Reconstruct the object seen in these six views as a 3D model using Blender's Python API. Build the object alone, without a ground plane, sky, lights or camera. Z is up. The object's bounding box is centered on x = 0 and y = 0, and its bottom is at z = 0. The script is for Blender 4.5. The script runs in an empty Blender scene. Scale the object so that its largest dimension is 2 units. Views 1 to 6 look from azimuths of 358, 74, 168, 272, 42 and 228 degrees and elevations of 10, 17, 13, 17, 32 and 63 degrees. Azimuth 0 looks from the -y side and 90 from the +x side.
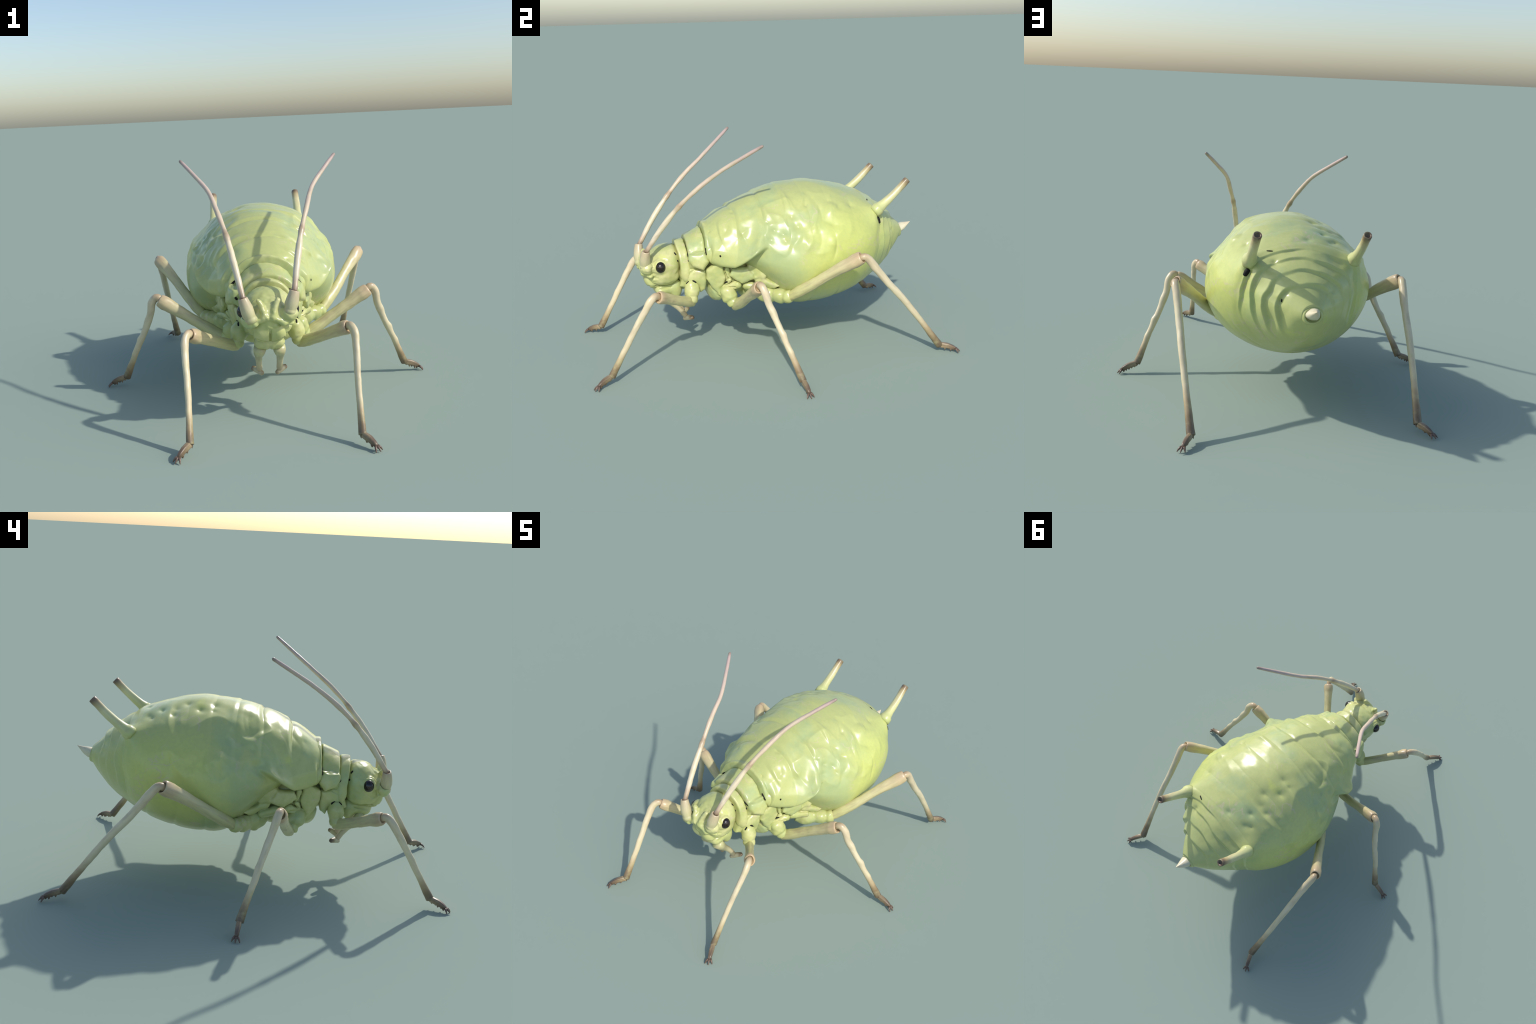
"""Green aphid: head with antennae and palps, segmented thorax, swollen abdomen with two
cornicles and a pointed cauda, six jointed legs.  Frame: head looks to -y, z is up."""
import bpy, math
import numpy as np
from mathutils import Matrix, Vector

rng = np.random.default_rng(7)
V = lambda *a: np.array(a, float)


# ------------------------------------------------------------------ noise
def _hash(i, j, k, seed):
    n = (i * 374761393 + j * 668265263 + k * 2147483647 + seed * 1274126177) & 0xFFFFFFFF
    n = ((n ^ (n >> 13)) * 1274126177) & 0xFFFFFFFF
    n = ((n ^ (n >> 16)) * 2246822519) & 0xFFFFFFFF
    return ((n ^ (n >> 15)) & 0xFFFF) / 32767.5 - 1.0


_TURN = np.array([[0.36, 0.48, -0.80], [-0.80, 0.60, 0.0], [0.48, 0.64, 0.60]])


def noise(P, freq, seed=0, octaves=1):
    """smooth value noise in -1..1 on an (n,3) array"""
    out, amp, tot = 0.0, 1.0, 0.0
    for o in range(octaves):
        q = (np.asarray(P, float) @ _TURN) * freq * 2 ** o + 31.7 * (o + 1)
        i = np.floor(q).astype(np.int64)
        f = q - i
        f = f * f * f * (f * (f * 6 - 15) + 10)
        v = 0.0
        for dx in (0, 1):
            for dy in (0, 1):
                for dz in (0, 1):
                    w = (np.where(dx, f[:, 0], 1 - f[:, 0]) * np.where(dy, f[:, 1], 1 - f[:, 1])
                         * np.where(dz, f[:, 2], 1 - f[:, 2]))
                    v = v + w * _hash(i[:, 0] + dx, i[:, 1] + dy, i[:, 2] + dz, seed + 17 * o)
        out = out + amp * v
        tot += amp
        amp *= 0.5
    return out / tot


def sstep(a, b, x):
    t = np.clip((x - a) / (b - a), 0, 1)
    return t * t * (3 - 2 * t)


def spline(x, k, v):
    """cubic through knots (Catmull-Rom slopes)"""
    k, v = np.asarray(k, float), np.asarray(v, float)
    m = np.gradient(v, k)
    i = np.clip(np.searchsorted(k, x) - 1, 0, len(k) - 2)
    h = k[i + 1] - k[i]
    t = np.clip((x - k[i]) / h, 0, 1)
    return ((2 * t**3 - 3 * t**2 + 1) * v[i] + (t**3 - 2 * t**2 + t) * h * m[i]
            + (-2 * t**3 + 3 * t**2) * v[i + 1] + (t**3 - t**2) * h * m[i + 1])


# ------------------------------------------------------------------ implicit solids
def ell(P, c, r, R=None):
    q = P - np.asarray(c, float)
    if R is not None:
        q = q @ R
    r = np.asarray(r, float)
    k0 = np.sqrt(((q / r) ** 2).sum(1)) + 1e-9
    k1 = np.sqrt(((q / (r * r)) ** 2).sum(1)) + 1e-9
    return k0 * (k0 - 1) / k1


def cap(P, a, b, ra, rb=None):
    a, b = np.asarray(a, float), np.asarray(b, float)
    rb = ra if rb is None else rb
    d = b - a
    t = np.clip(((P - a) @ d) / (d @ d), 0, 1)
    return np.linalg.norm(P - a - t[:, None] * d, axis=1) - (ra + (rb - ra) * t)


def path_dist(P, pts):
    return np.min([cap(P, a, b, 0.0) for a, b in zip(pts[:-1], pts[1:])], axis=0)


def smin(a, b, k):
    h = np.clip(0.5 + 0.5 * (b - a) / k, 0, 1)
    return b * (1 - h) + a * h - k * h * (1 - h)


def smax(a, b, k):
    return -smin(-a, -b, k)


def seam(a, b, k=0.006, depth=0.005):
    """union that leaves a crease where the two solids meet"""
    return np.minimum(a, b) + depth * np.exp(-((a - b) / k) ** 2)


def groove(d, P, pts, r, depth):
    return d + depth * np.exp(-(path_dist(P, pts) / r) ** 2)


def axes(x, y):
    """rotation whose columns are the local axes: x along `x`, y near `y`"""
    x = np.asarray(x, float) / np.linalg.norm(x)
    y = np.asarray(y, float) - x * (np.asarray(y, float) @ x)
    y /= np.linalg.norm(y)
    return np.stack([x, y, np.cross(x, y)], 1)


def surface_net(f, lo, hi, h):
    """polygonise the zero level of f (naive surface nets, then pulled on to the surface)"""
    n = [int(math.ceil((b - a) / h)) + 1 for a, b in zip(lo, hi)]
    ax = [a + h * np.arange(m) for a, m in zip(lo, n)]
    G = np.stack(np.meshgrid(*ax, indexing="ij"), -1).reshape(-1, 3)
    D = np.concatenate([f(c) for c in np.array_split(G, max(1, len(G) // 200000))]).reshape(n)
    S = D < 0
    core = tuple(slice(0, m - 1) for m in n)
    cs = [(i, j, k) for i in (0, 1) for j in (0, 1) for k in (0, 1)]
    sh = lambda A, o: A[tuple(slice(p, m - 1 + p) for p, m in zip(o, n))]
    cnt = sum(sh(S, o).astype(np.int8) for o in cs)
    act = (cnt > 0) & (cnt < 8)
    idx = -np.ones(act.shape, np.int64)
    cells = np.argwhere(act)
    idx[act] = np.arange(len(cells))
    acc = np.zeros((len(cells), 3))
    num = np.zeros(len(cells))
    for o in cs:
        for d in range(3):
            if o[d] == 0:
                o2 = tuple(q + (e == d) for e, q in enumerate(o))
                a, b = sh(D, o)[act], sh(D, o2)[act]
                m = (a < 0) != (b < 0)
                t = np.where(m, a / np.where(m, a - b, 1), 0)
                p = np.tile(np.array(o, float), (len(cells), 1))
                p[:, d] += t
                acc += np.where(m[:, None], p, 0)
                num += m
    v = np.array(lo) + h * (cells + acc / num[:, None])
    quads = []
    for d in range(3):
        e1, e2 = (d + 1) % 3, (d + 2) % 3
        sl = [slice(1, m - 1) for m in n]
        sl[d] = slice(0, n[d] - 1)
        s2 = list(sl)
        s2[d] = slice(1, n[d])
        A, B = S[tuple(sl)], S[tuple(s2)]
        for flip in (False, True):
            m = np.argwhere((A & ~B) if not flip else (~A & B)) + np.array([0 if e == d else 1 for e in range(3)])
            def at(o1, o2):
                q = m.copy()
                q[:, e1] += o1
                q[:, e2] += o2
                return idx[q[:, 0], q[:, 1], q[:, 2]]
            Q = np.stack([at(-1, -1), at(0, -1), at(0, 0), at(-1, 0)], 1)
            quads.append(Q[:, ::-1] if flip else Q)
    F = np.concatenate(quads)
    e = h * 0.25
    for _ in range(2):
        d0 = f(v)
        g = np.stack([f(v + s) - f(v - s) for s in np.eye(3) * e], 1) / (2 * e)
        v = v - np.clip(d0 / np.maximum((g * g).sum(1), 0.3), -h * 0.6, h * 0.6)[:, None] * g
    return v, F[(F >= 0).all(1)]


# ------------------------------------------------------------------ mesh output
def make_mesh(name, v, faces, mats, mat_of=None):
    me = bpy.data.meshes.new(name)
    v = np.asarray(v, np.float32)
    faces = [np.asarray(f, np.int32) for f in (faces if isinstance(faces, list) else [faces])]
    me.vertices.add(len(v))
    me.vertices.foreach_set("co", v.ravel())
    me.loops.add(sum(f.size for f in faces))
    me.loops.foreach_set("vertex_index", np.concatenate([f.ravel() for f in faces]))
    tot = np.concatenate([np.full(len(f), f.shape[1], np.int32) for f in faces])
    me.polygons.add(len(tot))
    me.polygons.foreach_set("loop_start", np.concatenate([[0], np.cumsum(tot)[:-1]]).astype(np.int32))
    me.polygons.foreach_set("loop_total", tot)
    me.polygons.foreach_set("use_smooth", np.ones(len(tot), bool))
    for m in mats:
        me.materials.append(m)
    if mat_of is not None:
        me.polygons.foreach_set("material_index", np.asarray(mat_of, np.int32))
    me.update(calc_edges=True)
    me.validate()
    return me


def put(name, v, faces, mats, parent, frame=None, side=1, mat_of=None):
    """world-space vertices -> object; `frame` (4x4) is the object's own place, side -1 mirrors in x"""
    v = np.array(v, float)
    faces = [np.asarray(f) for f in (faces if isinstance(faces, list) else [faces])]
    M = np.eye(4) if frame is None else np.array(frame, float)
    if side < 0:
        v[:, 0] *= -1
        faces = [f[:, ::-1] for f in faces]
        X = np.diag([-1.0, 1, 1, 1])
        M = X @ M @ X
    loc = (v - M[:3, 3]) @ M[:3, :3]
    me = make_mesh(name, loc, faces, mats if isinstance(mats, (list, tuple)) else [mats], mat_of)
    ob = bpy.data.objects.new(name, me)
    bpy.context.scene.collection.objects.link(ob)
    if parent is not None:
        ob.parent = parent
        ob.matrix_parent_inverse = WORLD[parent.name].inverted()
    W = Matrix(M.tolist())
    ob.matrix_basis = W
    WORLD[ob.name] = W
    return ob


WORLD = {}


def frame_along(a, b):
    a, b = np.asarray(a, float), np.asarray(b, float)
    z = (b - a) / np.linalg.norm(b - a)
    up = V(0, 0, 1) if abs(z[2]) < 0.9 else V(0, 1, 0)
    x = np.cross(up, z)
    x /= np.linalg.norm(x)
    M = np.eye(4)
    M[:3, 0], M[:3, 1], M[:3, 2], M[:3, 3] = x, np.cross(z, x), z, a
    return M


def curve(pts, n=400):
    """dense arc-length resampling of a Catmull-Rom curve, with side and up vectors"""
    pts = np.asarray(pts, float)
    t = np.concatenate([[0], np.cumsum(np.linalg.norm(np.diff(pts, axis=0), axis=1) ** 0.6)])
    s = np.linspace(0, t[-1], n * 2)
    C = np.stack([spline(s, t, pts[:, i]) if len(pts) > 2 else np.interp(s, t, pts[:, i]) for i in range(3)], 1)
    L = np.concatenate([[0], np.cumsum(np.linalg.norm(np.diff(C, axis=0), axis=1))])
    u = np.linspace(0, L[-1], n)
    C = np.stack([np.interp(u, L, C[:, i]) for i in range(3)], 1)
    T = np.gradient(C, axis=0)
    T /= np.linalg.norm(T, axis=1)[:, None]
    return C, T, L[-1]


def tube(pts, prof, seg=28, up=(0, 0, 1), flat=(1, 1), shape=None, lump=0.0, lfreq=30, seed=0, close=(True, True)):
    """sweep rings along a curve. prof: (t, radius) stations, t may run backwards for recesses.
    flat: width and height factors; shape(t, angle) -> radius factor."""
    C, T, L = curve(pts)
    st = np.array([p[0] for p in prof], float)
    ra = np.array([p[1] for p in prof], float)
    n = len(C)
    ang = np.linspace(0, 2 * np.pi, seg, endpoint=False)
    rows = []
    prev = np.asarray(up, float)
    U = np.zeros_like(T)
    for i in range(n):
        w = prev - T[i] * (prev @ T[i])
        w /= np.linalg.norm(w)
        U[i] = w
        prev = w
    for t, r in zip(st, ra):
        x = np.clip(t, 0, 1) * (n - 1)
        i = min(int(x), n - 2)
        f = x - i
        c = C[i] * (1 - f) + C[i + 1] * f
        tt, u = T[i], U[i]
        if t < 0:
            c = C[0] + T[0] * t * L
        if t > 1:
            c = C[-1] + T[-1] * (t - 1) * L
        s = np.cross(tt, u)
        rr = r * np.ones(seg)
        if shape is not None:
            rr = rr * shape(t, ang)
        rows.append(c + (np.cos(ang) * rr * flat[0])[:, None] * s + (np.sin(ang) * rr * flat[1])[:, None] * u)
    v = np.array(rows)
    if lump:
        flatv = v.reshape(-1, 3)
        cen = np.repeat(v.mean(1), seg, 0)
        flatv = cen + (flatv - cen) * (1 + lump * noise(flatv, lfreq, seed, 2))[:, None]
        v = flatv.reshape(v.shape)
    m = len(prof)
    v = v.reshape(-1, 3)
    i = np.arange(m - 1)[:, None] * seg
    j = np.arange(seg)[None]
    q = np.stack([i + j, i + (j + 1) % seg, i + seg + (j + 1) % seg, i + seg + j], -1).reshape(-1, 4)
    tri = []
    if close[0]:
        v = np.concatenate([v, v[:seg].mean(0)[None]])
        tri.append(np.stack([(np.arange(seg) + 1) % seg, np.arange(seg), np.full(seg, len(v) - 1)], 1))
    if close[1]:
        b = (m - 1) * seg
        v = np.concatenate([v, v[b:b + seg].mean(0)[None]])
        tri.append(np.stack([b + np.arange(seg), b + (np.arange(seg) + 1) % seg, np.full(seg, len(v) - 1)], 1))
    return v, [q] + ([np.concatenate(tri)] if tri else [])


def prof_from(stations, n=60, ends=((), ())):
    """smooth radius profile through stations, plus explicit end stations"""
    t = np.array([s[0] for s in stations], float)
    r = np.array([s[1] for s in stations], float)
    x = np.linspace(t[0], t[-1], n)
    return list(ends[0]) + list(zip(x, spline(x, t, r))) + list(ends[1])


def dome(t0, r, L, start=True, n=6):
    """rounded end: stations that close a tube as a half ellipsoid of length L (in t)"""
    a = np.linspace(0.02, np.pi / 2, n, endpoint=False)
    s = [(t0 - L * np.cos(x) if start else t0 + L * np.cos(x), r * np.sin(x)) for x in a]
    return s if start else s[::-1]


def merge(parts):
    vs, q3, q4, o = [], [], [], 0
    for v, fs in parts:
        vs.append(v)
        for f in (fs if isinstance(fs, list) else [fs]):
            (q3 if f.shape[1] == 3 else q4).append(f + o)
        o += len(v)
    return np.concatenate(vs), [np.concatenate(q) for q in (q4, q3) if q]


# ------------------------------------------------------------------ materials
class Mat:
    def __init__(self, name, rough=0.34, spec=0.5):
        self.m = bpy.data.materials.new(name)
        self.m.use_nodes = True
        self.t = self.m.node_tree
        self.b = self.t.nodes["Principled BSDF"]
        self.b.inputs["Roughness"].default_value = rough
        self.b.inputs["Specular IOR Level"].default_value = spec
        self.co = self.t.nodes.new("ShaderNodeTexCoord")

    def n(self, kind, **inp):
        nd = self.t.nodes.new("ShaderNode" + kind)
        for k, v in inp.items():
            k = k.replace("_", " ")
            if k in nd.inputs:
                s = nd.inputs[k]
                if isinstance(v, bpy.types.NodeSocket):
                    self.t.links.new(v, s)
                else:
                    s.default_value = v
        return nd

    def val(self, sock, v):
        if isinstance(v, bpy.types.NodeSocket):
            self.t.links.new(v, sock)
        else:
            sock.default_value = v

    def math(self, op, a, b=0.0, clamp=False):
        nd = self.t.nodes.new("ShaderNodeMath")
        nd.operation = op
        nd.use_clamp = clamp
        self.val(nd.inputs[0], a)
        self.val(nd.inputs[1], b)
        return nd.outputs[0]

    def mapped(self, scale=(1, 1, 1), loc=(0, 0, 0), src="Object"):
        nd = self.n("Mapping", Scale=scale, Location=loc)
        self.t.links.new(self.co.outputs[src], nd.inputs["Vector"])
        return nd.outputs[0]

    def noise(self, scale, detail=3, vec=None, rough=0.55, dist=0.0):
        nd = self.n("TexNoise", Scale=scale, Detail=detail, Roughness=rough, Distortion=dist)
        self.t.links.new(vec if vec is not None else self.co.outputs["Object"], nd.inputs["Vector"])
        return nd.outputs[0]

    def ramp(self, fac, stops, mode="LINEAR"):
        nd = self.t.nodes.new("ShaderNodeValToRGB")
        nd.color_ramp.interpolation = mode
        el = nd.color_ramp.elements
        while len(el) < len(stops):
            el.new(0.5)
        for e, (p, c) in zip(el, stops):
            e.position = p
            e.color = (*c, 1) if isinstance(c, (tuple, list)) else (c, c, c, 1)
        self.val(nd.inputs[0], fac)
        return nd.outputs[0]

    def mix(self, fac, a, b, mode="MIX"):
        nd = self.t.nodes.new("ShaderNodeMix")
        nd.data_type = "RGBA"
        nd.blend_type = mode
        self.val(nd.inputs["Factor"], fac)
        for s, c in ((nd.inputs["A"], a), (nd.inputs["B"], b)):
            pass
        self.val(nd.inputs[6], a if isinstance(a, bpy.types.NodeSocket) else (*a, 1))
        self.val(nd.inputs[7], b if isinstance(b, bpy.types.NodeSocket) else (*b, 1))
        return nd.outputs[2]

    def blob(self, c, r, soft=0.6):
        """1 near the (x-mirrored) point c, 0 beyond radius r"""
        sep = self.t.nodes.new("ShaderNodeSeparateXYZ")
        self.t.links.new(self.co.outputs["Object"], sep.inputs[0])
        tot = None
        for i, (o, ci) in enumerate(zip(("X", "Y", "Z"), c)):
            s = sep.outputs[o]
            if i == 0:
                s = self.math("ABSOLUTE", s)
            d = self.math("DIVIDE", self.math("SUBTRACT", s, ci), r[i])
            d = self.math("MULTIPLY", d, d)
            tot = d if tot is None else self.math("ADD", tot, d)
        return self.math("SUBTRACT", 1.0, tot, clamp=True)

    def finish(self, col, bump=None, strength=0.15, dist=0.002):
        self.val(self.b.inputs["Base Color"], col if isinstance(col, bpy.types.NodeSocket) else (*col, 1))
        if bump is not None:
            bn = self.n("Bump", Strength=strength, Distance=dist)
            self.t.links.new(bump, bn.inputs["Height"])
            self.t.links.new(bn.outputs[0], self.b.inputs["Normal"])
        return self.m


GREEN, YELLOW, BLUISH, OLIVE, PINK, CREAM = ((0.485, 0.520, 0.200), (0.575, 0.620, 0.175), (0.39, 0.475, 0.225),
                                             (0.49, 0.49, 0.175), (0.57, 0.48, 0.33), (0.58, 0.575, 0.27))


def cuticle(name, flank=False, front=False):
    m = Mat(name, rough=0.27, spec=0.5)
    big = m.noise(5.5, 4, rough=0.6)
    c = m.ramp(big, [(0.30, BLUISH), (0.48, GREEN), (0.62, CREAM if front else GREEN), (0.75, YELLOW)])
    if flank:
        c = m.mix(m.math("MULTIPLY", m.blob((0.37, 0.42, 0.58), (0.30, 0.36, 0.30)), 0.95), c, YELLOW)
        edge = m.math("MULTIPLY", m.blob((0.33, 0.02, 0.62), (0.22, 0.24, 0.26)), m.ramp(m.noise(9, 3), [(0.35, 0.0), (0.55, 1.0)]))
        c = m.mix(m.math("MULTIPLY", edge, 0.85), c, BLUISH)
    if front:
        c = m.mix(m.ramp(m.noise(14, 3), [(0.5, 0.0), (0.7, 0.5)]), c, OLIVE)
    # thin warm streaks, like flaking skin
    ns = m.noise(11, 2, vec=m.mapped((1, 0.8, 1), (3, 1, 2)), dist=0.6)
    line = m.math("SUBTRACT", 1.0, m.math("MULTIPLY", m.math("ABSOLUTE", m.math("SUBTRACT", ns, 0.5)), 34.0), clamp=True)
    line = m.math("MULTIPLY", line, m.ramp(m.noise(6, 1, vec=m.mapped((1, 1, 1), (9, 4, 7))), [(0.54, 0.0), (0.66, 0.6)]))
    c = m.mix(line, c, PINK)
    c = m.mix(m.ramp(m.noise(60, 4), [(0.35, 0.16), (0.6, 0.0)]), c, (0.34, 0.40, 0.15))
    return m.finish(c, m.noise(45, 4), 0.12, 0.003)


M_ABD = cuticle("abdomen_cuticle", flank=True)
M_BODY = cuticle("front_cuticle", front=True)


def limb(name, stops, rough=0.34, streak=0.35, dark=(0.30, 0.25, 0.16), axis="Z"):
    """colour runs along the part's own length; streaks lie along it"""
    m = Mat(name, rough, 0.5)
    sep = m.t.nodes.new("ShaderNodeSeparateXYZ")
    m.t.links.new(m.co.outputs["Generated"], sep.inputs[0])
    z = m.math("ADD", sep.outputs[axis], m.math("MULTIPLY", m.math("SUBTRACT", m.noise(28, 2), 0.5), 0.07))
    c = m.ramp(z, stops)
    s = m.noise(1.0, 3, vec=m.mapped((70, 70, 9)))
    c = m.mix(m.math("MULTIPLY", m.ramp(s, [(0.45, 0.0), (0.72, 1.0)]), streak), c, dark)
    c = m.mix(m.ramp(m.noise(22, 3), [(0.50, 0.0), (0.72, 0.35)]), c, (0.58, 0.56, 0.29))
    c = m.mix(m.ramp(m.noise(16, 4, vec=m.mapped((1.6, 1.6, 0.5), (4, 2, 1))), [(0.55, 0.0), (0.72, 0.45)]), c, (0.40, 0.30, 0.19))
    return m.finish(c, m.noise(1.0, 3, vec=m.mapped((90, 90, 25))), 0.25, 0.002)


M_FEMUR = limb("femur_cuticle", [(0.0, (0.52, 0.51, 0.21)), (0.35, (0.56, 0.53, 0.26)), (0.8, (0.60, 0.52, 0.29)), (1.0, (0.54, 0.40, 0.24))], streak=0.45)
M_TIBIA = limb("tibia_cuticle", [(0.0, (0.46, 0.34, 0.20)), (0.07, (0.66, 0.55, 0.36)), (0.35, (0.71, 0.62, 0.42)), (0.68, (0.66, 0.56, 0.36)),
                                 (0.78, (0.46, 0.35, 0.20)), (0.87, (0.24, 0.17, 0.09)), (0.95, (0.14, 0.10, 0.06))], streak=0.25)
M_TARSUS = limb("tarsus_cuticle", [(0.0, (0.48, 0.38, 0.24)), (0.18, (0.33, 0.25, 0.145)), (0.5, (0.21, 0.150, 0.090)), (1.0, (0.12, 0.083, 0.055))], streak=0.5, dark=(0.08, 0.055, 0.04))
M_CLAW = Mat("claw_horn", 0.35).finish((0.13, 0.085, 0.06))
M_FLAG = limb("flagellum_cuticle", [(0.0, (0.22, 0.15, 0.10)), (0.04, (0.52, 0.40, 0.28)), (0.10, (0.68, 0.60, 0.44)), (0.30, (0.70, 0.60, 0.42)),
                                    (0.37, (0.42, 0.31, 0.20)), (0.41, (0.64, 0.51, 0.37)), (0.72, (0.60, 0.47, 0.38)), (0.95, (0.50, 0.37, 0.33)), (1.0, (0.26, 0.20, 0.16))], streak=0.2)
M_SCAPE = limb("scape_cuticle", [(0.0, (0.52, 0.52, 0.26)), (0.5, (0.58, 0.53, 0.32)), (1.0, (0.50, 0.40, 0.26))], streak=0.25)
M_SIPH = limb("cornicle_cuticle", [(0.0, (0.50, 0.56, 0.21)), (0.25, (0.60, 0.61, 0.28)), (0.68, (0.66, 0.62, 0.34)), (0.86, (0.42, 0.33, 0.17)), (0.95, (0.17, 0.11, 0.07)), (1.0, (0.14, 0.09, 0.06))], streak=0.15)
M_CAUDA = limb("cauda_cuticle", [(0.0, (0.60, 0.58, 0.38)), (0.5, (0.71, 0.66, 0.47)), (1.0, (0.66, 0.56, 0.38))], streak=0.1)
M_PALP = limb("palp_cuticle", [(0.0, (0.26, 0.18, 0.11)), (0.16, (0.54, 0.47, 0.30)), (0.60, (0.56, 0.50, 0.32)), (0.78, (0.26, 0.19, 0.11)), (1.0, (0.10, 0.07, 0.045))], streak=0.3)


def eye_mat():
    m = Mat("eye_lens", 0.12, 0.6)
    c = m.ramp(m.noise(30, 2), [(0.4, (0.008, 0.007, 0.008)), (0.7, (0.022, 0.013, 0.010))])
    return m.finish(c)


M_EYE = eye_mat()
M_DARK = Mat("near_black", 0.7, 0.2).finish((0.012, 0.012, 0.010))

# ------------------------------------------------------------------ the thing
root = bpy.data.objects.new("aphid", None)
bpy.context.scene.collection.objects.link(root)
root["label"] = "pale green aphid on six thin cream legs, long antennae"
root["category"] = "insect, aphid"
WORLD[root.name] = Matrix.Identity(4)

# ------------------------------------------------------------------ abdomen: loft of oval sections, then relief
AK = [-0.315, -0.24, -0.166, -0.10, 0.0, 0.07, 0.14, 0.28, 0.42, 0.55, 0.67, 0.77, 0.84, 0.875]
TOP = [0.728, 0.780, 0.820, 0.852, 0.888, 0.908, 0.920, 0.928, 0.906, 0.872, 0.818, 0.744, 0.672, 0.630]
BOT = [0.580, 0.535, 0.500, 0.460, 0.380, 0.295, 0.242, 0.225, 0.244, 0.282, 0.340, 0.415, 0.492, 0.540]
WID = [0.172, 0.218, 0.255, 0.290, 0.345, 0.378, 0.400, 0.416, 0.403, 0.354, 0.268, 0.174, 0.096, 0.052]
ZWI = [0.630, 0.620, 0.605, 0.590, 0.560, 0.545, 0.540, 0.552, 0.577, 0.600, 0.615, 0.602, 0.585, 0.580]
SEAMS = [-0.166, -0.023, 0.10, 0.22, 0.35, 0.48, 0.59]
REAR = [0.652, 0.708, 0.764, 0.812]
DIMPLES = [  # x, y, z, radius, depth
    (0.251, 0.476, 0.821, 0.022, 0.012), (0.248, 0.354, 0.847, 0.022, 0.012), (0.254, 0.212, 0.845, 0.016, 0.008),
    (-0.108, 0.36, 0.905, 0.020, 0.011), (-0.135, 0.488, 0.872, 0.016, 0.013), (-0.122, 0.22, 0.911, 0.022, 0.013),
    (-0.244, 0.118, 0.835, 0.028, 0.012), (-0.172, 0.223, 0.893, 0.014, 0.006), (-0.282, 0.115, 0.802, 0.020, 0.010),
    (0.091, -0.166, 0.797, 0.008, 0.010), (0.103, -0.160, 0.793, 0.008, 0.008), (0.135, -0.168, 0.78, 0.009, 0.006),
    (0.275, -0.135, 0.691, 0.012, 0.014), (0.327, 0.059, 0.712, 0.020, 0.014), (0.334, 0.142, 0.749, 0.026, 0.016),
    (0.298, 0.015, 0.731, 0.014, 0.012), (0.287, 0.12, 0.798, 0.014, 0.008), (0.263, -0.01, 0.766, 0.012, 0.010),
    (0.114, -0.309, 0.716, 0.010, 0.010), (0.252, -0.173, 0.689, 0.012, 0.008), (0.347, 0.066, 0.676, 0.018, 0.010),
    (-0.193, 0.422, 0.865, 0.020, 0.012), (-0.169, 0.291, 0.895, 0.020, 0.013), (-0.186, 0.531, 0.84, 0.014, 0.008),
    (-0.341, 0.157, 0.744, 0.026, 0.016), (-0.311, 0.146, 0.78, 0.016, 0.008), (-0.287, -0.121, 0.681, 0.012, 0.016),
    (-0.13, -0.23, 0.743, 0.012, 0.010), (-0.289, 0.068, 0.773, 0.022, 0.012), (-0.295, 0.013, 0.735, 0.022, 0.012),
    (-0.355, 0.08, 0.70, 0.030, 0.012), (-0.33, 0.0, 0.67, 0.030, 0.012), (0.36, 0.10, 0.64, 0.035, 0.012),
    (0.316, -0.011, 0.683, 0.018, 0.012), (0.253, -0.158, 0.702, 0.010, 0.008), (0.297, -0.109, 0.668, 0.012, 0.010),
    (0.262, 0.632, 0.728, 0.013, 0.030), (0.149, 0.673, 0.784, 0.014, 0.014), (0.149, 0.782, 0.625, 0.020, 0.014),
    (0.108, 0.79, 0.668, 0.012, 0.012), (-0.107, 0.788, 0.666, 0.014, 0.012), (-0.126, 0.792, 0.63, 0.020, 0.010),
    (-0.16, 0.552, 0.844, 0.022, 0.010), (-0.036, 0.568, 0.866, 0.018, 0.010), (-0.141, 0.412, 0.886, 0.024, 0.010),
]
WING_EDGE = V(-0.300, 0.590), V(-0.24, 0.566), V(-0.17, 0.560), V(-0.10, 0.588), V(-0.03, 0.640)


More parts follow.
